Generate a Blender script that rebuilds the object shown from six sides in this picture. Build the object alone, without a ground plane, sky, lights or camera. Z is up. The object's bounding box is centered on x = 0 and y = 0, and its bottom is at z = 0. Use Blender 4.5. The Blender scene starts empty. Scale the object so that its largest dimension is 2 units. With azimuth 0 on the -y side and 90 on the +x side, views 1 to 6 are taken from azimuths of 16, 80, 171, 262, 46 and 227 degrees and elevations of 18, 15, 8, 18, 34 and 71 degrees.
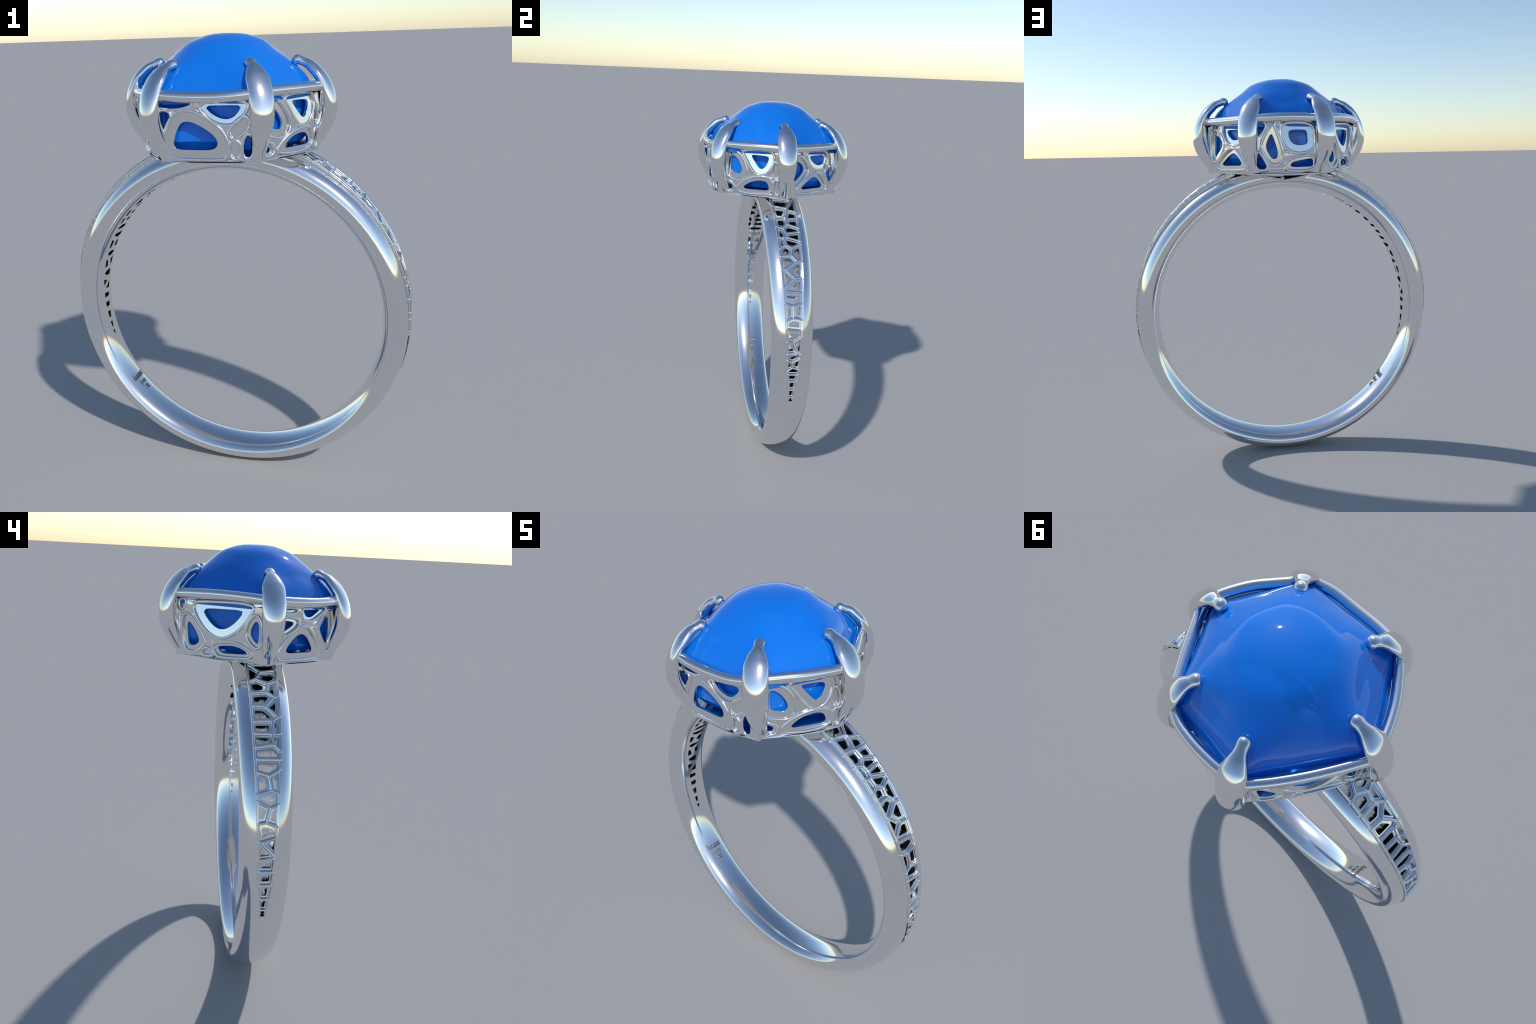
import bpy, math, random
import numpy as np
from mathutils import Vector, noise

random.seed(7)
COL = bpy.context.scene.collection

# ------------------------------------------------------------------ helpers
def new_mat(name):
    m = bpy.data.materials.new(name)
    m.use_nodes = True
    return m, m.node_tree.nodes, m.node_tree.links

def metal_material():
    m, n, l = new_mat("polished_white_gold")
    b = n["Principled BSDF"]
    b.inputs["Metallic"].default_value = 1.0
    b.inputs["IOR"].default_value = 1.5
    tex = n.new("ShaderNodeTexCoord")
    noise = n.new("ShaderNodeTexNoise")
    noise.inputs["Scale"].default_value = 9.0
    noise.inputs["Detail"].default_value = 2.0
    l.new(tex.outputs["Object"], noise.inputs["Vector"])
    ramp = n.new("ShaderNodeValToRGB")
    ramp.color_ramp.elements[0].color = METAL_A
    ramp.color_ramp.elements[1].color = METAL_B
    l.new(noise.outputs["Fac"], ramp.inputs["Fac"])
    l.new(ramp.outputs["Color"], b.inputs["Base Color"])
    b.inputs["Roughness"].default_value = METAL_ROUGH
    return m

METAL_A = (0.83, 0.83, 0.83, 1)
METAL_B = (0.845, 0.845, 0.845, 1)
METAL_ROUGH = 0.10

def gem_material():
    m, n, l = new_mat("blue_sapphire")
    b = n["Principled BSDF"]
    tex = n.new("ShaderNodeTexCoord")
    noise = n.new("ShaderNodeTexNoise")
    noise.inputs["Scale"].default_value = 3.0
    noise.inputs["Detail"].default_value = 1.0
    l.new(tex.outputs["Object"], noise.inputs["Vector"])
    ramp = n.new("ShaderNodeValToRGB")
    ramp.color_ramp.elements[0].color = (0.004, 0.235, 0.92, 1)
    ramp.color_ramp.elements[1].color = (0.006, 0.25, 0.95, 1)
    l.new(noise.outputs["Fac"], ramp.inputs["Fac"])
    l.new(ramp.outputs["Color"], b.inputs["Base Color"])
    b.inputs["Roughness"].default_value = 0.03
    b.inputs["IOR"].default_value = 1.5
    b.inputs["Transmission Weight"].default_value = 0.38
    return m

METAL = metal_material()
GEM = gem_material()

root = bpy.data.objects.new("gemstone_ring", None)
COL.objects.link(root)
root["label"] = "white gold ring with large blue cabochon in openwork claw setting"
root["category"] = "ring"

def add_obj(name, mesh, mat, parent=root, kind=None):
    o = bpy.data.objects.new(name, mesh)
    COL.objects.link(o)
    o.parent = parent
    mesh.materials.clear()
    mesh.materials.append(mat)
    if kind:
        o["kind"] = kind
    return o

def make_mesh(name, verts, faces, sharp=None):
    me = bpy.data.meshes.new(name)
    me.from_pydata([tuple(v) for v in verts], [], faces)
    me.update()
    me.polygons.foreach_set("use_smooth", [True] * len(me.polygons))
    if sharp is not None:
        me.set_sharp_from_angle(angle=math.radians(sharp))
    me.validate()
    me.update()
    recalc(me)
    if sharp is not None:
        me.set_sharp_from_angle(angle=math.radians(sharp))
    return me

def recalc(me):
    """make every face of a closed body look outward"""
    import bmesh
    bm = bmesh.new()
    bm.from_mesh(me)
    bmesh.ops.recalc_face_normals(bm, faces=bm.faces)
    bm.to_mesh(me)
    bm.free()
    me.update()

def interp(x, xs, ys):
    return float(np.interp(x, xs, ys))

# ------------------------------------------------------------------ the shank
YC = -0.010            # middle plane of the band
ZC = 0.783             # centre height of the band's outer circle
R_IN, IN_DROP = 0.6705, 0.0150   # finger hole: radius, and how far its centre sits lower
EXPO = 2.15            # super-ellipse exponent of the band's section

def section(theta_deg):
    """centre radius, half thickness and half width of the band's section"""
    c = math.cos(math.radians(theta_deg))
    r_in = R_IN - IN_DROP * c
    r_out = .78425 - .002 * c - .00325 * math.cos(math.radians(2 * theta_deg))
    return (r_out + r_in) / 2, (r_out - r_in) / 2, 0.1030 + 0.0140 * c
LAT_TOP, LAT_END = 17.0, 107.5     # angular reach of each openwork strip (deg)
R_CREST = 0.793

def crest(theta_deg):
    """the openwork stands proud near the setting and sinks into the band at its end"""
    return interp(abs(theta_deg), [0, 25, 45, 75, 90, 98, 108], [.797, .796, .793, .792, .7915, .7892, .7885])

def strip_half(theta_deg):
    """half width of the openwork strip along the band"""
    return interp(abs(theta_deg), [0, 25, 39, 54, 65, 75, 85, 93, 100, 106, 108, 180],
                  [.064, .064, .0615, .0565, .050, .0435, .0375, .032, .0205, .0125, .0075, .0075])

def inner_r(theta_deg, y):
    RC, RA, RB = section(theta_deg)
    return RC - RA * max(0.0, 1 - abs(y / RB) ** EXPO) ** (1 / EXPO)

def polar(theta_deg, r, y):
    t = math.radians(theta_deg)
    return Vector((r * math.sin(t), YC + y, ZC + r * math.cos(t)))

def inner_normal(theta_deg, y):
    h = 1e-4
    dr = (inner_r(theta_deg, y + h) - inner_r(theta_deg, y - h)) / (2 * h)
    t = math.radians(theta_deg)
    v = Vector((-math.sin(t), dr, -math.cos(t)))
    return v.normalized()

def build_shank():
    NT, NS, NCAP = 288, 26, 6
    verts, faces, keys = [], [], []
    cols = []
    def sup(t):
        RC, RA, RB = section(th)
        c, s = math.cos(t), math.sin(t)
        return (RB * math.copysign(abs(c) ** (2 / EXPO), c),
                RA * math.copysign(abs(s) ** (2 / EXPO), s))
    for i in range(NT):
        th = -180 + 360 * i / NT
        ys = strip_half(th)
        RC, RA, RB = section(th)
        t0 = math.acos((ys / RB) ** (EXPO / 2))
        ring = []
        # +y flank (outer -> inner), inner cap, -y flank (inner -> outer), outer cap
        for k in range(NS + 1):
            t = t0 - 2 * t0 * k / NS
            ring.append(sup(t))
        for k in range(1, NCAP):
            t = -t0 - (math.pi - 2 * t0) * k / NCAP
            ring.append(sup(t))
        for k in range(NS + 1):
            t = math.pi + t0 - 2 * t0 * k / NS
            ring.append(sup(t))
        for k in range(1, NCAP):
            t = (math.pi - t0) - (math.pi - 2 * t0) * k / NCAP
            ring.append(sup(t))
        cols.append(len(verts))
        for y, dr in ring:
            verts.append(polar(th, RC + dr, y))
    M = 2 * (NS + 1) + 2 * (NCAP - 1)
    a_in0, a_in1 = NS, NS + NCAP          # inner cap span
    a_out0 = 2 * NS + NCAP + 1            # outer cap start
    def open_strip(i):
        a = abs(-180 + 360 * (i + .5) / NT)
        return LAT_TOP + 2 < a < LAT_END - 1.2
    for i in range(NT):
        j = (i + 1) % NT
        for k in range(M):
            k2 = (k + 1) % M
            cap = (a_in0 <= k < a_in1) or (k >= a_out0)
            if cap and open_strip(i):
                continue
            faces.append((cols[i] + k, cols[i] + k2, cols[j] + k2, cols[j] + k))
        if open_strip(i):
            # walls of the slot
            faces.append((cols[i] + 0, cols[j] + 0, cols[j] + NS, cols[i] + NS))
            a, b = NS + NCAP, a_out0
            faces.append((cols[i] + a, cols[j] + a, cols[j] + b, cols[i] + b))
    me = make_mesh("band", verts, faces)
    recalc(me)
    # crease only the slot walls
    nrm = []
    me.set_sharp_from_angle(angle=math.radians(40))
    cn = [Vector(c.vector) for c in me.corner_normals]
    out = []
    for p in me.polygons:
        vs = [me.vertices[v].co for v in p.vertices]
        for li in p.loop_indices:
            out.append(cn[li])
    # flank faces take the analytic normal of the section so reflections run on
    for p in me.polygons:
        span = [v % M for v in p.vertices]
        if len({abs(a - b) for a in span for b in span} & {NS}) and min(span) in (0, NS + NCAP):
            if max(span) - min(span) in (NS, a_out0 - (NS + NCAP)):
                continue
        for li, v in zip(p.loop_indices, p.vertices):
            co = me.vertices[v].co
            dx, dz = co.x, co.z - ZC
            r = math.hypot(dx, dz)
            RC, RA, RB = section(math.degrees(math.atan2(dx, dz)))
            y, q = co.y - YC, r - RC
            gy = math.copysign(abs(y / RB) ** (EXPO - 1) / RB, y)
            gr = math.copysign(abs(q / RA) ** (EXPO - 1) / RA, q)
            out[li] = Vector((gr * dx / r, gy, gr * dz / r)).normalized()
    me.normals_split_custom_set([tuple(v) for v in out])
    return add_obj("band", me, METAL)

build_shank()

# ------------------------------------------------------------------ openwork strips
# seed points of the cells: (angle from the top in degrees, offset across in cm)
SEEDS_RIGHT = [
    (20.4, 0), (25.8, -1.2), (28.6, 5.6), (31.2, -2.8), (32.9, 3.4), (36.5, -3.4), (36.3, 3.6), (40.0, 1.6),
    (41.3, -5.2), (42.6, 2.0), (45.2, 0.8), (45.6, -5.4), (48.9, -2.6), (49.5, 3.6), (52.8, -2.2),
    (56.4, 1.4), (59.5, -3.2), (62.2, 0.4), (66.6, -.4), (71.4, -2.4), (71.4, 1.7), (75.8, .2),
    (80.0, -.6), (83.7, 2.4), (84.7, -1.2), (88.0, -.5), (91.0, -2.2), (90.8, 1.3), (93.3, 0.1),
    (95.8, -.1), (99.2, 0), (103.2, 0), (106.4, 0)]
SEEDS_LEFT = [
    (19.8, 0), (23.8, -.4), (27.4, 4.9), (29.4, -1.6), (33.2, 1.2), (33.9, -4.6), (38.1, .4), (40.9, -4.4),
    (44.1, .8), (48.4, .6), (48.9, -5.4), (52.2, .7), (51.8, -5.5), (55.8, -.1), (60.4, -.1), (64.9, 1.6),
    (64.4, -3.2), (69.7, -.3), (72.8, 1.8), (73.6, -2.6), (79.0, .1), (82.8, -1.6), (84.6, 1.0),
    (88.8, 0), (92.5, 0), (97.6, -.1), (102.3, 0), (105.8, 0)]

def clip(poly, nx, ny, d):
    """keep the part of a convex polygon with n.p <= d; poly = [(x, y, edge tag)]"""
    out = []
    for i, p in enumerate(poly):
        q = poly[(i + 1) % len(poly)]
        a, b = nx * p[0] + ny * p[1] - d, nx * q[0] + ny * q[1] - d
        if a <= 0:
            out.append(p)
        if a * b < 0:
            f = a / (a - b)
            out.append((p[0] + f * (q[0] - p[0]), p[1] + f * (q[1] - p[1])))
    return out

def voronoi_strip(seeds):
    R = R_CREST
    pts = [(math.radians(t) * R, y / 100) for t, y in seeds]
    cells = []
    for i, (sx, sy) in enumerate(pts):
        lo = math.radians(LAT_TOP) * R
        hi = math.radians(LAT_END) * R
        poly = [(lo, -.2), (hi, -.2), (hi, .2), (lo, .2)]
        for j, (ox, oy) in enumerate(pts):
            if i == j:
                continue
            nx, ny = ox - sx, oy - sy
            poly = clip(poly, nx, ny, (ox * ox + oy * oy - sx * sx - sy * sy) / 2)
        deg = math.degrees(sx / R)
        w, w2 = strip_half(deg), strip_half(deg + 1)
        k = (w2 - w) / (math.radians(1) * R)
        for sg in (1, -1):
            poly = clip(poly, -k, sg, w - k * sx)
        if len(poly) > 2:
            cells.append(poly)
    return cells

def half_planes(poly, c):
    hp = []
    area = sum(poly[i][0] * poly[(i + 1) % len(poly)][1] - poly[(i + 1) % len(poly)][0] * poly[i][1]
               for i in range(len(poly)))
    sg = 1 if area > 0 else -1
    for i, p in enumerate(poly):
        q = poly[(i + 1) % len(poly)]
        ex, ey = q[0] - p[0], q[1] - p[1]
        L = math.hypot(ex, ey)
        if L < 1e-5:
            continue
        nx, ny = sg * ey / L, -sg * ex / L
        hp.append((nx, ny, nx * (p[0] - c[0]) + ny * (p[1] - c[1])))
    return hp

def centroid(poly):
    A = cx = cy = 0
    for i, p in enumerate(poly):
        q = poly[(i + 1) % len(poly)]
        w = p[0] * q[1] - q[0] * p[1]
        A += w; cx += (p[0] + q[0]) * w; cy += (p[1] + q[1]) * w
    return (cx / (3 * A), cy / (3 * A))

def ray_len(hp, phi, off, p):
    c, s = math.cos(phi), math.sin(phi)
    Ls = [max(d - off, 1e-5) / (nx * c + ny * s) for nx, ny, d in hp if nx * c + ny * s > 1e-6]
    hard = min(Ls)
    if p > 100:
        return hard
    return hard * sum((hard / L) ** p for L in Ls) ** (-1.0 / p)

def build_openwork(side, seeds):
    rng = random.Random(11 + side)
    verts, faces, tags = [], [], []
    for poly in voronoi_strip(seeds):
        c = centroid(poly)
        hp = half_planes(poly, c)
        dmin = min(h[2] for h in hp)
        w = min(.0068, .35 * dmin)
        ledge = min(.015, .42 * (dmin - w))
        phis = [2 * math.pi * k / 64 for k in range(64)]
        phis += [math.atan2(p[1] - c[1], p[0] - c[0]) % (2 * math.pi) for p in poly]
        phis = sorted(phis)
        # (inset, radius, softness, bottom?)
        rings = [(0.0, 0.0, 999, 0), (.35 * w, 0 - .0005, 999, 0), (.72 * w, 0 - .0026, 999, 0),
                 (w, 0 - .0065, 999, 0), (w * 1.02, 0 - .0125, 60, 0),
                 (w + .6 * ledge, 0 - .0127, 24, 0), (w + ledge, 0 - .0127, 9, 0),
                 (w + ledge * 1.06, 0 - .0150, 9, 0), (w + ledge * 1.10, 0 - .045, 9, 2), (w + ledge * 1.06, 0 - .08, 9, 2),
                 (w + ledge * .95, None, 9, 1), (w + .75 * ledge, None, 14, 1), (w * .8, None, 60, 1), (0.0, None, 999, 1)]
        base = len(verts)
        n = len(phis)
        for off, r, p, bot in rings:
            for ph in phis:
                L = ray_len(hp, ph, off, p)
                if bot == 2:
                    L *= 1 + rng.uniform(-.045, .03)
                s = c[0] + L * math.cos(ph)
                y = c[1] + L * math.sin(ph)
                th = math.degrees(s / R_CREST) * side
                rr = inner_r(th, y) if r is None else crest(th) + r
                verts.append(polar(th, rr, y))
                tags.append((th, y))
        for i in range(len(rings) - 1):
            for k in range(n):
                a, b = base + i * n + k, base + i * n + (k + 1) % n
                f = (a, b, b + n, a + n)
                faces.append(f if side > 0 else f[::-1])
    me = bpy.data.meshes.new("openwork_strip")
    me.from_pydata([tuple(v) for v in verts], [], faces)
    me.update()
    me.polygons.foreach_set("use_smooth", [True] * len(me.polygons))
    me.set_sharp_from_angle(angle=math.radians(38))
    out = [Vector(c.vector) for c in me.corner_normals]
    for p in me.polygons:
        if all(abs((verts[v] - Vector((0, verts[v].y, ZC))).length - inner_r(*tags[v])) < 1e-5 for v in p.vertices):
            for li, v in zip(p.loop_indices, p.vertices):
                out[li] = inner_normal(*tags[v])
    me.normals_split_custom_set([tuple(v) for v in out])
    strip = add_obj("openwork_strip", me, METAL)

    # edge wires: straight pieces from one bar end to the next, with a knot and a post at every bar end
    rv, rf = [], []
    def tube(p, q, r0, r1, n=10):
        t = (q - p).normalized()
        u = t.cross(Vector((0, 1, 0)))
        if u.length < .2:
            u = t.cross(Vector((0, 0, 1)))
        u.normalize()
        v = t.cross(u)
        b0 = len(rv)
        for c, r in ((p, r0), (q, r1)):
            for k in range(n):
                w = 2 * math.pi * k / n
                rv.append(c + u * (r * math.cos(w)) + v * (r * math.sin(w)))
        for k in range(n):
            rf.append((b0 + k, b0 + (k + 1) % n, b0 + n + (k + 1) % n, b0 + n + k))
        rf.append(tuple(b0 + k for k in range(n)))
        rf.append(tuple(b0 + n + k for k in range(n)))
    def knot(c, r, nu=10, nv=6):
        b0 = len(rv)
        for i in range(1, nv):
            for k in range(nu):
                a, w = math.pi * i / nv, 2 * math.pi * k / nu
                rv.append(c + Vector((math.sin(a) * math.cos(w), math.sin(a) * math.sin(w), math.cos(a))) * r)
        rv.append(c + Vector((0, 0, r))); rv.append(c - Vector((0, 0, r)))
        top, bot = len(rv) - 2, len(rv) - 1
        for k in range(nu):
            k2 = (k + 1) % nu
            rf.append((top, b0 + k, b0 + k2))
            for i in range(nv - 2):
                rf.append((b0 + i * nu + k, b0 + (i + 1) * nu + k, b0 + (i + 1) * nu + k2, b0 + i * nu + k2))
            rf.append((bot, b0 + (nv - 2) * nu + k2, b0 + (nv - 2) * nu + k))
    for sg in (1, -1):
        ends = {LAT_TOP}
        for poly in voronoi_strip(seeds):
            for s_, y_ in poly:
                th = math.degrees(s_ / R_CREST)
                if abs(sg * y_ - strip_half(th)) < .0012:
                    ends.add(round(th, 1))
        ends = sorted(e for e in ends if e < 97)
        ends = [e for i, e in enumerate(ends) if i == 0 or e - ends[i - 1] > .5]
        node = lambda th, dz=0: polar(th * side, crest(th) + dz, sg * (strip_half(th) - .0045))
        for e0, e1 in zip(ends, ends[1:]):
            tube(node(e0, -.006), node(e1, -.006), .0062, .0062)
        for e in ends[1:]:
            knot(node(e, -.0055), .0074)
            fade = interp(e, [60, 97], [1, .2])
            tube(node(e, -.004), node(e, -.004 - .030 * fade), .0056, .0056)
        # plain wall behind the posts
        b0 = len(rv)
        ths = np.linspace(LAT_TOP, LAT_END, 120)
        for th in ths:
            w = strip_half(th)
            rv.append(polar(th * side, crest(th) - .0035, sg * (w - .0085)))
            rv.append(polar(th * side, crest(th) - .006, sg * (w - .0035)))
            rv.append(polar(th * side, crest(th) - .060, sg * (w - .0030)))
            rv.append(polar(th * side, crest(th) - .060, sg * (w - .0085)))
        m = 4
        for i in range(len(ths) - 1):
            for k in range(m):
                k2 = (k + 1) % m
                rf.append((b0 + i * m + k, b0 + i * m + k2, b0 + (i + 1) * m + k2, b0 + (i + 1) * m + k))
        rf.append(tuple(b0 + k for k in range(m)))
        rf.append(tuple(b0 + (len(ths) - 1) * m + k for k in range(m)))
    rails = make_mesh("edge_wire", rv, rf, 50)
    add_obj("edge_wire", rails, METAL, strip)

build_openwork(1, SEEDS_RIGHT)
build_openwork(-1, SEEDS_LEFT)

# ------------------------------------------------------------------ the setting
HEAD = Vector((.003, -.0127, 0))                          # axis of the setting
ANG = [-54.8, 0.3, 58.0, 111.5, 183.6, 240.3]              # directions of the six corners
# outward bow of the six sides, at 0, 1/4, 1/2, 3/4 and 1 of their length
BOW = [(.004, .020, .036, .037, .028), (.021, .019, .016, .009, .004), (.006, .035, .041, .034, .020),
       (.036, .049, .053, .048, .038), (.028, .041, .047, .040, .024), (.034, .046, .048, .046, .022)]
SHIFT = [0, .006, .0085, .0065, 0, -.0065]                # sideways offset of each panel's pattern

def corner(k, r):
    a = math.radians(ANG[k % 6])
    return HEAD + Vector((r * math.cos(a), r * math.sin(a), 0))

WAVE = [.003, -.002, .005, .009, -.007, -.012]                 # rise or dip of the rim along each side

def bow(k, u):
    """smooth curve through the five bow values"""
    P = BOW[k]
    x = min(max(u, 0), .9999) * 4
    i = int(x); t = x - i
    p0, p1, p2, p3 = P[max(i - 1, 0)], P[i], P[i + 1], P[min(i + 2, 4)]
    return .5 * (2 * p1 + (p2 - p0) * t + (2 * p0 - 5 * p1 + 4 * p2 - p3) * t * t + (3 * p1 - p0 - 3 * p2 + p3) * t ** 3)

def side_path(k, r, scale=1.0, n=16, wave=0):
    """points along side k between two corners, with its outward normals"""
    a, b = corner(k, r), corner(k + 1, r)
    T = (b - a); L = T.length; T.normalize()
    N = Vector((T.y, -T.x, 0))
    pts = []
    for i in range(n + 1):
        u = i / n
        d = (bow(k, u + .01) - bow(k, u - .01)) / .02 * scale / L
        pts.append((a + T * (L * u) + N * (bow(k, u) * scale) + Vector((0, 0, WAVE[k] * 4 * u * (1 - u) * wave)), (N - T * d).normalized()))
    return pts

def loop_path(r, scale=1.0, n=16, wave=0):
    pts = []
    for k in range(6):
        pts += side_path(k, r, scale, n, wave)
    # mitre the joints
    out = []
    m = len(pts)
    for i, (p, nn) in enumerate(pts):
        if i % (n + 1) == n:
            q = pts[(i + 1) % m][1]
            mid = (nn + q).normalized()
            out.append((p, mid / max(.5, mid.dot(nn))))
        elif i % (n + 1) == 0:
            continue
        else:
            out.append((p, nn))
    return out

def sweep_loop(name, r, prof, sharp, close_prof=True, n=16):
    path = loop_path(r, 1.0, n, 1)
    verts, faces = [], []
    m = len(prof)
    for p, nn in path:
        for off, z in prof:
            verts.append(p + nn * off + Vector((0, 0, z)))
    P = len(path)
    for i in range(P):
        j = (i + 1) % P
        for k in range(m if close_prof else m - 1):
            k2 = (k + 1) % m
            faces.append((i * m + k, j * m + k, j * m + k2, i * m + k2))
    return make_mesh(name, verts, faces, sharp)

rim_prof = [(-.0075 + .0205 * math.cos(2 * math.pi * k / 20), 1.7835 + .0215 * math.sin(2 * math.pi * k / 20)) for k in range(20)]
add_obj("bezel_rim", sweep_loop("bezel_rim", .381, rim_prof, 60), METAL)

def build_base():
    prof = [(-.235, 1.486), (-.15, 1.501), (-.06, 1.514), (-.006, 1.5225), (.0, 1.525), (.001, 1.533), (-.001, 1.536), (-.03, 1.536)]
    path = loop_path(.350, .75)
    verts, faces = [], []
    m = len(prof)
    for p, nn in path:
        for off, z in prof:
            verts.append(p + nn * off + Vector((0, 0, z)))
    P = len(path)
    for i in range(P):
        j = (i + 1) % P
        for k in range(m - 1):
            faces.append((i * m + k, j * m + k, j * m + k + 1, i * m + k + 1))
    faces.append(tuple(i * m for i in range(P))[::-1])
    faces.append(tuple(i * m + m - 1 for i in range(P)))
    return add_obj("base_plate", make_mesh("base_plate", verts, faces, 30), METAL)
build_base()

# side panels: outlines of the openings, (across, height above z = 1.50) in cm
PANELS = [
 [  # front
  [(-18.7, 26.0), (-4.5, 25.7), (-6.5, 24.2), (-12.1, 23.1), (-18.7, 23.6)],
  [(-18.6, 22.2), (-14.6, 21.4), (-14.4, 19.6), (-18.0, 12.6), (-19.0, 11.8)],
  [(-12.2, 21.4), (-6.4, 22.1), (-.1, 19.4), (7.8, 13.4), (7.6, 4.9), (5.6, 3.9), (-17.5, 4.4), (-18.1, 7.9), (-16.8, 13.8)],
  [(-3.3, 25.4), (16.4, 25.4), (15.6, 22.1), (11.6, 17.8), (7.2, 17.1), (1.4, 19.4)],
  [(9.7, 12.7), (9.9, 15.5), (15.4, 20.2), (16.2, 17.6), (16.1, 15.4), (11.3, 12.0)],
  [(9.6, 10.2), (12.7, 10.4), (13.0, 4.2), (9.4, 4.2)],
  [(14.4, 9.9), (16.0, 13.2), (17.4, 11.5), (17.4, 4.5), (14.2, 4.5)]],
 [  # front right
  [(-14.8, 25.6), (-9.2, 25.0), (-5.5, 21.6), (-3.0, 16.2), (-3.7, 12.6), (-6.8, 10.8), (-11.6, 11.6), (-15, 13.2)],
  [(-5.9, 26.0), (7.6, 26.2), (10.9, 25.6), (11.6, 22.4), (10.5, 19.0), (7.6, 15.0), (3.2, 14.4), (-.2, 17.6), (-3.0, 22.4)],
  [(-8.6, 4.4), (-7.3, 7.6), (-2.4, 11.2), (3.4, 12.9), (8.7, 12.6), (10.8, 10.8), (11.0, 4.6)],
  [(12.8, 22), (14.6, 17), (14.2, 13.2), (11.4, 13.8), (11.5, 17.0)],
  [(-15.0, 9.7), (-10.5, 7.3), (-11.0, 4.4), (-15.0, 4.2)],
  [(12.7, 11.6), (14.4, 11.4), (14.8, 4.6), (12.6, 4.6)]],
 [  # back right
  [(-14.8, 22.5), (-12.0, 23.8), (-8.4, 23.2), (-4.2, 19.4), (-4.0, 15.4), (-7.6, 11.4), (-14.8, 7.0)],
  [(-5.0, 25.6), (-1.1, 25.7), (10.4, 25.6), (11.2, 20.4), (8.9, 17.3), (4.6, 16.4), (1.1, 17.2), (-2.9, 20.3)],
  [(-13.0, 4.6), (-6.4, 10.3), (.8, 14.4), (4.6, 14.2), (7.6, 11.8), (12.0, 6.0), (11.0, 4.6)],
  [(9.2, 14.7), (11.7, 16.6), (15.0, 17), (15.5, 6.5), (13.8, 7.2)],
  [(-14.0, 26.2), (-7.6, 26.0), (-7.8, 24.6), (-14.0, 25.0)]],
 [  # back
  [(-14.8, 26.2), (-10.1, 26.2), (-11.8, 22.4), (-14.8, 19.6)],
  [(-7.2, 25.4), (-5.9, 23.2), (-2.7, 13.2), (-2.8, 8.7), (-5.4, 6.9), (-8.7, 8.0), (-12.0, 14.4), (-11.5, 18.0)],
  [(-2.8, 20.7), (-2.4, 24.4), (-.2, 25.8), (12.0, 25.4), (12.9, 20.5), (12.8, 14.0), (7.1, 12.4), (2.5, 12.9), (-1.2, 15.8)],
  [(-1.0, 6.3), (2.0, 9.1), (13.6, 11.0), (14.0, 4.2), (.7, 4.0)],
  [(-14.8, 13.0), (-12.7, 10.8), (-10.2, 6.4), (-10.1, 4.6), (-15.0, 4.6)],
  [(-5.8, 26.1), (-3.4, 26.1), (-4.4, 23.4)],
  [(-.9, 9.8), (-1.8, 12.9), (2.4, 11.1)],
  [(-8.4, 5.5), (-2.0, 5.4), (-1.7, 4.1), (-8.5, 4.1)]],
 [  # back left
  [(-20.5, 25.8), (-17.4, 25.9), (-18.0, 23.5), (-19.6, 22.2)],
  [(-18.6, 18.9), (-16.9, 20.1), (-14.4, 19.2), (-9.4, 13.5), (-7.6, 9.4), (-7.6, 8.3), (-11.7, 4.9), (-17.4, 5.4), (-18.7, 12.4)],
  [(-13.3, 24.0), (-10.5, 25.5), (14.6, 26.0), (14.3, 23.4), (9.7, 16.8), (4.4, 12.8), (-.6, 12.0), (-5.7, 14.2), (-10.1, 18.6)],
  [(16.6, 22.0), (18.6, 18), (18.4, 8.4), (14.5, 10.4), (12.3, 14.0), (12.7, 17.3), (14.4, 20.4)],
  [(-3.8, 8.8), (5.4, 9.9), (9.7, 9.2), (17.0, 4.8), (-.2, 4.0), (-1.5, 5.0)],
  [(-9.6, 4.0), (-6.0, 7.0), (-2.7, 4.0)]],
 [  # front left
  [(-3.7, 25.4), (11.4, 25.6), (7.9, 23.6), (2.2, 20.6), (-1.7, 20.7), (-3.1, 22.1)],
  [(-14, 21.6), (-7.2, 21.0), (-5.2, 19.8), (-7.0, 17.2), (-14.0, 13.6)],
  [(-14.2, 5.2), (-12.5, 10.4), (-6.4, 16.4), (-2.2, 17.8), (1.2, 16.6), (6.2, 10.0), (7.4, 4.6), (-12.7, 4.4)],
  [(4.9, 16.9), (5.8, 18.4), (11.9, 24.3), (14.6, 24.0), (16.0, 18.9), (15.6, 8.6), (13.6, 6.7), (10.8, 8.8)],
  [(-13.0, 25.2), (-5.6, 25.0), (-8.0, 23.5), (-13, 23.8)]]]

def smooth_outline(poly, times=2, cut=.25):
    for _ in range(times):
        q = []
        for i, p in enumerate(poly):
            n = poly[(i + 1) % len(poly)]
            q.append((p[0] + cut * (n[0] - p[0]), p[1] + cut * (n[1] - p[1])))
            q.append((n[0] + cut * (p[0] - n[0]), n[1] + cut * (p[1] - n[1])))
        poly = q
    return poly

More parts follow.
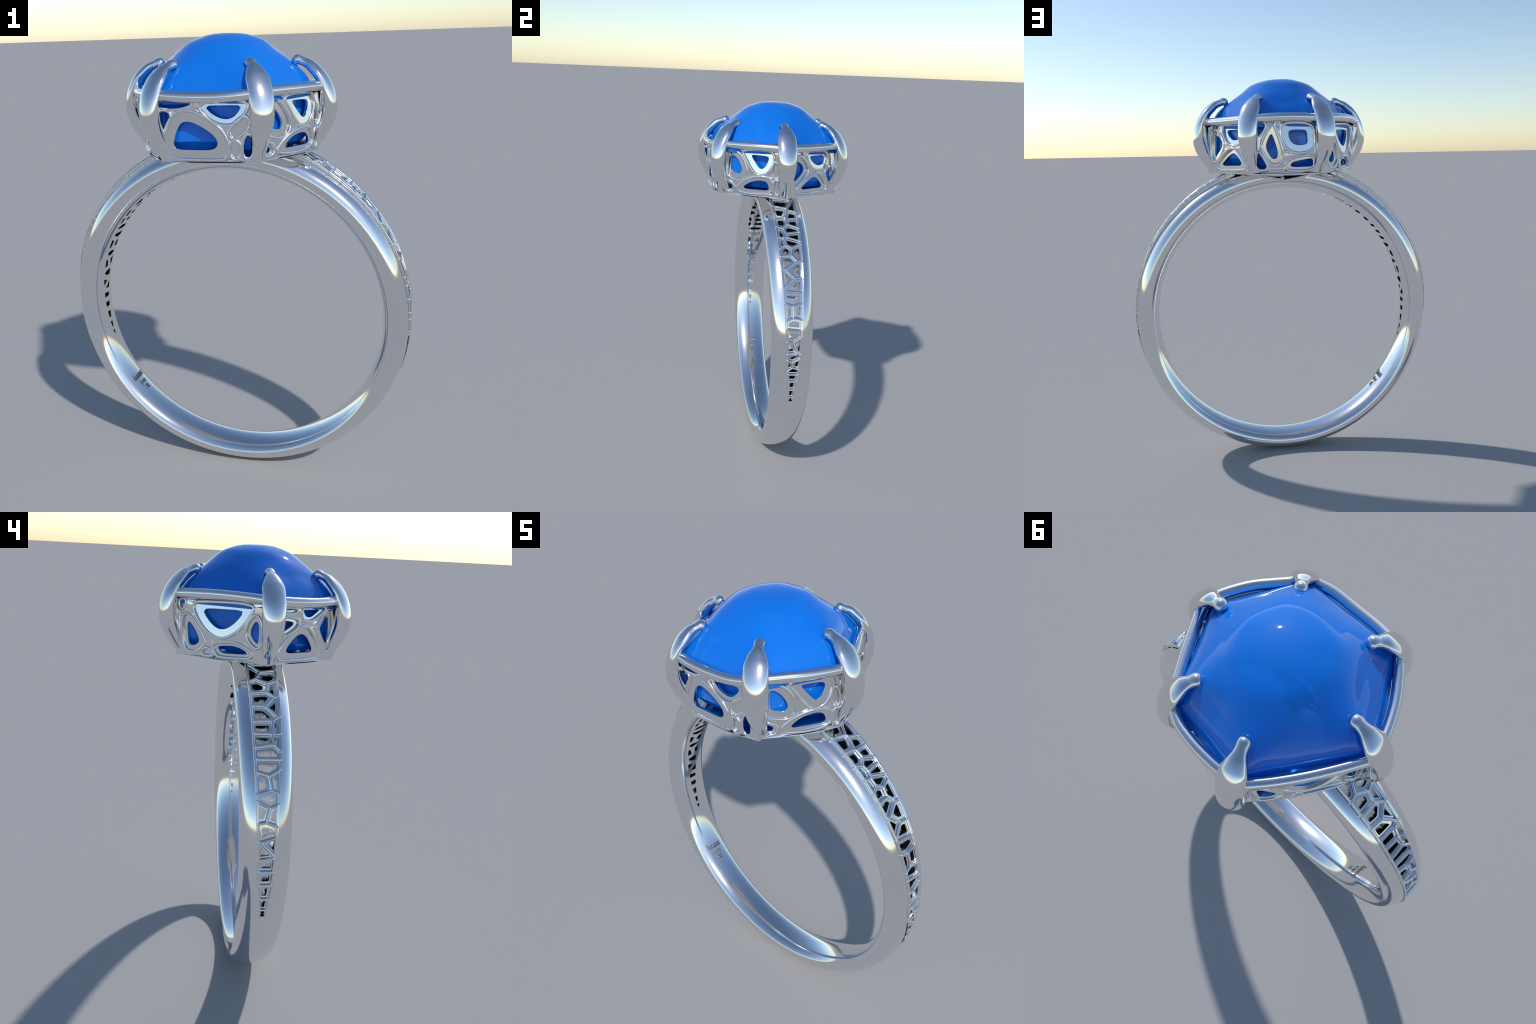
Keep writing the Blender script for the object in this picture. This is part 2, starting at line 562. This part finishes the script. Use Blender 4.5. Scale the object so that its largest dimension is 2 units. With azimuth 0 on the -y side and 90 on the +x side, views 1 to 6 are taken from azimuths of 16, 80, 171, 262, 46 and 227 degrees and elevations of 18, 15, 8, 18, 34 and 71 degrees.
def grow(pts, d):
    area = sum(p[0] * q[1] - q[0] * p[1] for p, q in zip(pts, pts[1:] + pts[:1]))
    sg = 1 if area > 0 else -1
    out = []
    for i, p in enumerate(pts):
        a, b = pts[i - 1], pts[(i + 1) % len(pts)]
        tx, ty = b[0] - a[0], b[1] - a[1]
        w = math.hypot(tx, ty) or 1
        out.append((p[0] + sg * ty / w * d, p[1] - sg * tx / w * d))
    return out

def inset_hull(poly, d, p=9, n=40):
    c = centroid(poly)
    hp = [h for h in half_planes(poly, c)]
    dm = min(h[2] for h in hp)
    if dm < d * 1.35:
        d = dm * .5
    return [(c[0] + ray_len(hp, 2 * math.pi * k / n, d, p) * math.cos(2 * math.pi * k / n),
             c[1] + ray_len(hp, 2 * math.pi * k / n, d, p) * math.sin(2 * math.pi * k / n)) for k in range(n)]

def filled_plate(outer, holes, half_thick, bevel):
    cu = bpy.data.curves.new("plate_outline", "CURVE")
    cu.dimensions = "2D"
    cu.fill_mode = "BOTH"
    cu.extrude = half_thick
    cu.bevel_depth = bevel
    cu.bevel_resolution = 2
    cu.offset = -bevel if bevel else 0
    for pts in [outer] + holes:
        sp = cu.splines.new("POLY")
        sp.points.add(len(pts) - 1)
        for q, (x, y) in zip(sp.points, pts):
            q.co = (x, y, 0, 1)
        sp.use_cyclic_u = True
    o = bpy.data.objects.new("plate_outline", cu)
    COL.objects.link(o)
    dg = bpy.context.evaluated_depsgraph_get()
    me = bpy.data.meshes.new_from_object(o.evaluated_get(dg))
    bpy.data.objects.remove(o)
    bpy.data.curves.remove(cu)
    return me

def split_line(a, b, n):
    return [(a[0] + (b[0] - a[0]) * i / n, a[1] + (b[1] - a[1]) * i / n) for i in range(n)]

# openings that are filled by a plain seat, per panel; other small ones stay clear
FILLED = [{4, 5}, {3, 5}, {4}, {5, 6, 7}, {0, 5}, {4}]

def build_panel(k, cells, filled):
    a, b = corner(k, .381), corner(k + 1, .381)
    T = b - a; L = T.length; T.normalize()
    N = Vector((T.y, -T.x, 0))
    M = (a + b) / 2
    def to_world(t, h, d, lean):
        u = t / L + .5
        tuck = .017 * max(0, 1 - (h - .03) / .23) ** 1.5 + lean * max(0, h - .14)
        return M + T * (t * (1 - .25 * tuck)) + N * (d + bow(k, u) * .95 - tuck) + Vector((0, 0, 1.5 + h))
    def place(me, depth, lean):
        for v in me.vertices:
            t, h, d = v.co
            v.co = to_world(t, h, d + depth, lean)
        me.polygons.foreach_set("use_smooth", [True] * len(me.polygons))
        me.set_sharp_from_angle(angle=math.radians(35))
        me.update()
    hw = L / 2 - .003
    box = [(-hw, .022), (hw, .022), (hw, .268), (-hw, .268)]
    outer = []
    for i in range(4):
        outer += split_line(box[i], box[(i + 1) % 4], 14)
    cells = [[(x / 100 + SHIFT[k], y / 100) for x, y in c] for c in cells]
    holes = [grow(smooth_outline(c, 3 if len(c) > 4 else 2), .0028) for c in cells]
    fr = filled_plate(outer, holes, .005, .001)
    place(fr, -.0125, .07)
    panel = add_obj("side_panel", fr, METAL)
    # a round wire runs along the edge of every opening
    verts, faces = [], []
    R, NR = .0074, 10
    for pts in holes:
        area = sum(p[0] * q[1] - q[0] * p[1] for p, q in zip(pts, pts[1:] + pts[:1]))
        sg = 1 if area > 0 else -1
        n, base = len(pts), len(verts)
        for i, p in enumerate(pts):
            a_, b_ = pts[i - 1], pts[(i + 1) % n]
            tx, ty = b_[0] - a_[0], b_[1] - a_[1]
            q = math.hypot(tx, ty) or 1
            nx, ny = sg * ty / q, -sg * tx / q          # away from the opening
            for j in range(NR):
                w = 2 * math.pi * j / NR
                off = .0035 + R * math.cos(w)
                verts.append(to_world(p[0] + nx * off, p[1] + ny * off, -.0095 + R * 1.15 * math.sin(w), .07))
        for i in range(n):
            i2 = (i + 1) % n
            for j in range(NR):
                j2 = (j + 1) % NR
                faces.append((base + i * NR + j, base + i * NR + j2, base + i2 * NR + j2, base + i2 * NR + j))
    add_obj("panel_wire", make_mesh("panel_wire", verts, faces), METAL, panel)
    # behind each opening sits a flat seat plate with a smaller window; upper seats tilt skyward
    lv, lf = [], []
    for ci, (c, pts) in enumerate(zip(cells, holes)):
        q = c
        cx, cy = centroid(q)
        dm = min(h[2] for h in half_planes(q, (cx, cy)))
        if dm < .019 and ci not in filled:
            continue
        wide = grow(pts, .008)
        windows = [inset_hull(q, min(.031, .43 * dm), 6)] if ci not in filled else []
        me = filled_plate(wide, windows, .006, .0008)
        tilt = interp(cy, [.155, .18, .205], [0.0, .06, .14])
        o = to_world(cx, cy, -.0225, .07)
        u = cx / L + .5
        d = (bow(k, u + .03) - bow(k, u - .03)) / .06 / L * .95
        ax = (T + N * d).normalized()
        up = (Vector((0, 0, 1)) - N * tilt).normalized()
        nn = ax.cross(up).normalized()
        base = len(lv)
        for v in me.vertices:
            lv.append(o + ax * (v.co.x - cx) + up * (v.co.y - cy) + nn * v.co.z)
        for p in me.polygons:
            lf.append(tuple(base + i for i in p.vertices))
        bpy.data.meshes.remove(me)
    add_obj("panel_ledge", make_mesh("panel_ledge", lv, lf, 35), METAL, panel)

for k in range(6):
    build_panel(k, PANELS[(k + 1) % 6], FILLED[(k + 1) % 6])

# ------------------------------------------------------------------ claws
# stations: outer face (radius, height), thickness, width
CLAW = [(.367, 1.522, .032, .050), (.379, 1.542, .046, .060), (.407, 1.580, .065, .073), (.435, 1.625, .074, .085),
        (.449, 1.665, .075, .092), (.453, 1.700, .074, .097), (.448, 1.740, .068, .100), (.436, 1.780, .057, .101),
        (.417, 1.817, .050, .099), (.394, 1.848, .047, .097), (.373, 1.868, .045, .083), (.350, 1.885, .041, .064),
        (.331, 1.893, .037, .050), (.319, 1.8972, .035, .045), (.307, 1.9035, .039, .046), (.297, 1.9075, .045, .0485), (.292, 1.9082, .0465, .0485)]

def spline(pts, n):
    P = np.array([pts[0]] + list(pts) + [pts[-1]], float)
    out = []
    for i in range(1, len(P) - 2):
        for j in range(n):
            t = j / n
            out.append(.5 * ((2 * P[i]) + (-P[i - 1] + P[i + 1]) * t + (2 * P[i - 1] - 5 * P[i] + 4 * P[i + 1] - P[i + 2]) * t * t
                             + (-P[i - 1] + 3 * P[i] - 3 * P[i + 1] + P[i + 2]) * t ** 3))
    out.append(P[-2])
    return out

def claw_mesh():
    st = spline(CLAW, 5)
    # tip: round it off
    rings = []
    for i, s in enumerate(st):
        a, b = st[max(i - 1, 0)], st[min(i + 1, len(st) - 1)]
        t = Vector((b[0] - a[0], 0, b[1] - a[1])).normalized()
        nrm = Vector((t.z, 0, -t.x))
        if nrm.x < 0 and nrm.z < 0:
            nrm = -nrm
        rings.append((Vector((s[0], 0, s[1])), nrm, t, s[2], s[3]))
    p, nrm, t, th, w = rings[-1]
    mid = p - nrm * th / 2
    for k in range(1, 6):
        a = math.pi / 2 * k / 6
        rings.append((mid + t * (th / 2 * math.sin(a)) + nrm * (th / 2 * math.cos(a)), nrm, t, th * math.cos(a), w * math.cos(a)))
    NC = 32
    verts, faces = [], []
    for p, nrm, t, th, w in rings:
        c = p - nrm * th / 2
        for k in range(NC):
            a = 2 * math.pi * k / NC
            e = 2.05
            cx = math.copysign(abs(math.cos(a)) ** (2 / e), math.cos(a))
            sx = math.copysign(abs(math.sin(a)) ** (2 / e), math.sin(a))
            verts.append(c + nrm * (th / 2 * cx) + Vector((0, w / 2 * sx, 0)))
    for i in range(len(rings) - 1):
        for k in range(NC):
            k2 = (k + 1) % NC
            faces.append((i * NC + k, i * NC + k2, (i + 1) * NC + k2, (i + 1) * NC + k))
    faces.append(tuple(range(NC))[::-1])
    last = (len(rings) - 1) * NC
    tip = len(verts)
    p, nrm, t, th, w = rings[-1]
    verts.append(mid + t * (st[-1][2] / 2))
    for k in range(NC):
        faces.append((last + k, last + (k + 1) % NC, tip))
    return make_mesh("claw", verts, faces, 60)

claw = claw_mesh()
CLAW_SCALE = [.962, 1.012, .965, 1.02, 1.022, 1.008]
CLAW_TURN = [-.6, 0, .3, .3, .2, 0]
for a, sc, turn in zip(ANG, CLAW_SCALE, CLAW_TURN):
    o = add_obj("claw", claw, METAL)
    o.location = HEAD
    o.rotation_euler = (0, 0, math.radians(a + turn))
    o.scale = (sc, 1, 1)

# ------------------------------------------------------------------ the stone
def build_gem():
    NP, = (144,)
    girdle = .364
    sides = []
    for k in range(6):
        a, b = corner(k, girdle), corner(k + 1, girdle)
        T = (b - a).normalized()
        N = Vector((T.y, -T.x, 0))
        sides.append((N.x, N.y, N.dot(a - HEAD) + BOW[k][2] * .85))
    def edge_r(phi, p, f, below):
        # the dome is an even hexagon, the girdle follows the bowed rim
        w = interp(f, [.75, .97], [0, 1])
        if below:
            return ray_len([(x, y, min(d, .338)) for x, y, d in sides], phi, 0, p)
        return ray_len([(x, y, .346 + (d - .346) * w) for x, y, d in sides], phi, 0, p)
    # height profile from crown to girdle: fraction of the edge radius -> height, softness of the hexagon
    crown = [(0, 2.0, 5), (.033, 1.999, 5), (.066, 1.996, 5), (.1, 1.989, 5), (.144, 1.974, 5), (.172, 1.958, 5), (.203, 1.933, 5.5),
             (.222, 1.916, 6.5), (.241, 1.897, 8.5), (.258, 1.879, 11.5), (.276, 1.860, 16), (.297, 1.836, 22), (.317, 1.807, 26),
             (.332, 1.780, 20), (.343, 1.755, 22)]
    crown = [(r / .348, z, p) for r, z, p in crown]
    pav = [(.98, 1.746, 26), (.93, 1.735, 26), (.925, 1.70, 26), (.93, 1.65, 26), (.92, 1.60, 26), (.84, 1.565, 26), (.62, 1.55, 26), (.3, 1.545, 26)]
    st = [tuple(x) for x in spline(crown, 4)][1:] 
    verts, faces = [HEAD + Vector((0, 0, 2.0))], []
    allr = st + pav
    for f, z, p in allr:
        for k in range(NP):
            ph = 2 * math.pi * k / NP
            r = edge_r(ph, p, f, z < 1.742) * f
            v = HEAD + Vector((r * math.cos(ph), r * math.sin(ph), z))
            lump = (noise.noise(v * 7.0) * .004 + noise.noise(v * 13.0) * .0012) * min(1, f * 2) * (f < .97)
            verts.append(v + Vector((math.cos(ph) * .5, math.sin(ph) * .5, 1)) * lump)
    for k in range(NP):
        faces.append((0, 1 + k, 1 + (k + 1) % NP))
    for i in range(len(allr) - 1):
        for k in range(NP):
            a, b = 1 + i * NP + k, 1 + i * NP + (k + 1) % NP
            faces.append((a, a + NP, b + NP, b))
    last = 1 + (len(allr) - 1) * NP
    faces.append(tuple(last + k for k in range(NP))[::-1])
    me = make_mesh("gemstone", verts, faces, 25)
    return add_obj("gemstone", me, GEM)
build_gem()

# ------------------------------------------------------------------ hallmark inside the band
def hallmark(lines):
    for text, base_deg, y_mid, width, height in lines:
        cu = bpy.data.curves.new("hallmark", "FONT")
        cu.body = text
        cu.align_x = "CENTER"
        cu.size = 1.0
        cu.extrude = .02
        cu.resolution_u = 3
        o = bpy.data.objects.new("hallmark", cu)
        COL.objects.link(o)
        dg = bpy.context.evaluated_depsgraph_get()
        me = bpy.data.meshes.new_from_object(o.evaluated_get(dg))
        bpy.data.objects.remove(o)
        bpy.data.curves.remove(cu)
        xs = [v.co.x for v in me.vertices]
        sx = width / (max(xs) - min(xs))
        mid = (max(xs) + min(xs)) / 2
        for v in me.vertices:
            y = (v.co.x - mid) * sx + y_mid
            th = base_deg + math.degrees(v.co.y * height / .69)
            depth = .0018 if v.co.z > 0 else -.0015
            v.co = polar(th, inner_r(th, y) - depth, y)
        add_obj("hallmark", me, DARK)

def oxide_material():
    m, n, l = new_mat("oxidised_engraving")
    b = n["Principled BSDF"]
    tex = n.new("ShaderNodeTexCoord")
    noise_ = n.new("ShaderNodeTexNoise")
    noise_.inputs["Scale"].default_value = 60.0
    l.new(tex.outputs["Object"], noise_.inputs["Vector"])
    ramp = n.new("ShaderNodeValToRGB")
    ramp.color_ramp.elements[0].color = (.08, .08, .08, 1)
    ramp.color_ramp.elements[1].color = (.26, .26, .26, 1)
    l.new(noise_.outputs["Fac"], ramp.inputs["Fac"])
    l.new(ramp.outputs["Color"], b.inputs["Base Color"])
    b.inputs["Metallic"].default_value = 1.0
    b.inputs["Roughness"].default_value = .45
    return m

DARK = oxide_material()
hallmark([("Enchantment", -128.3, -.0045, .086, .050), ("by Legacy", -131.0, -.0035, .049, .030), ("14K", -134.2, -.0015, .027, .034)])
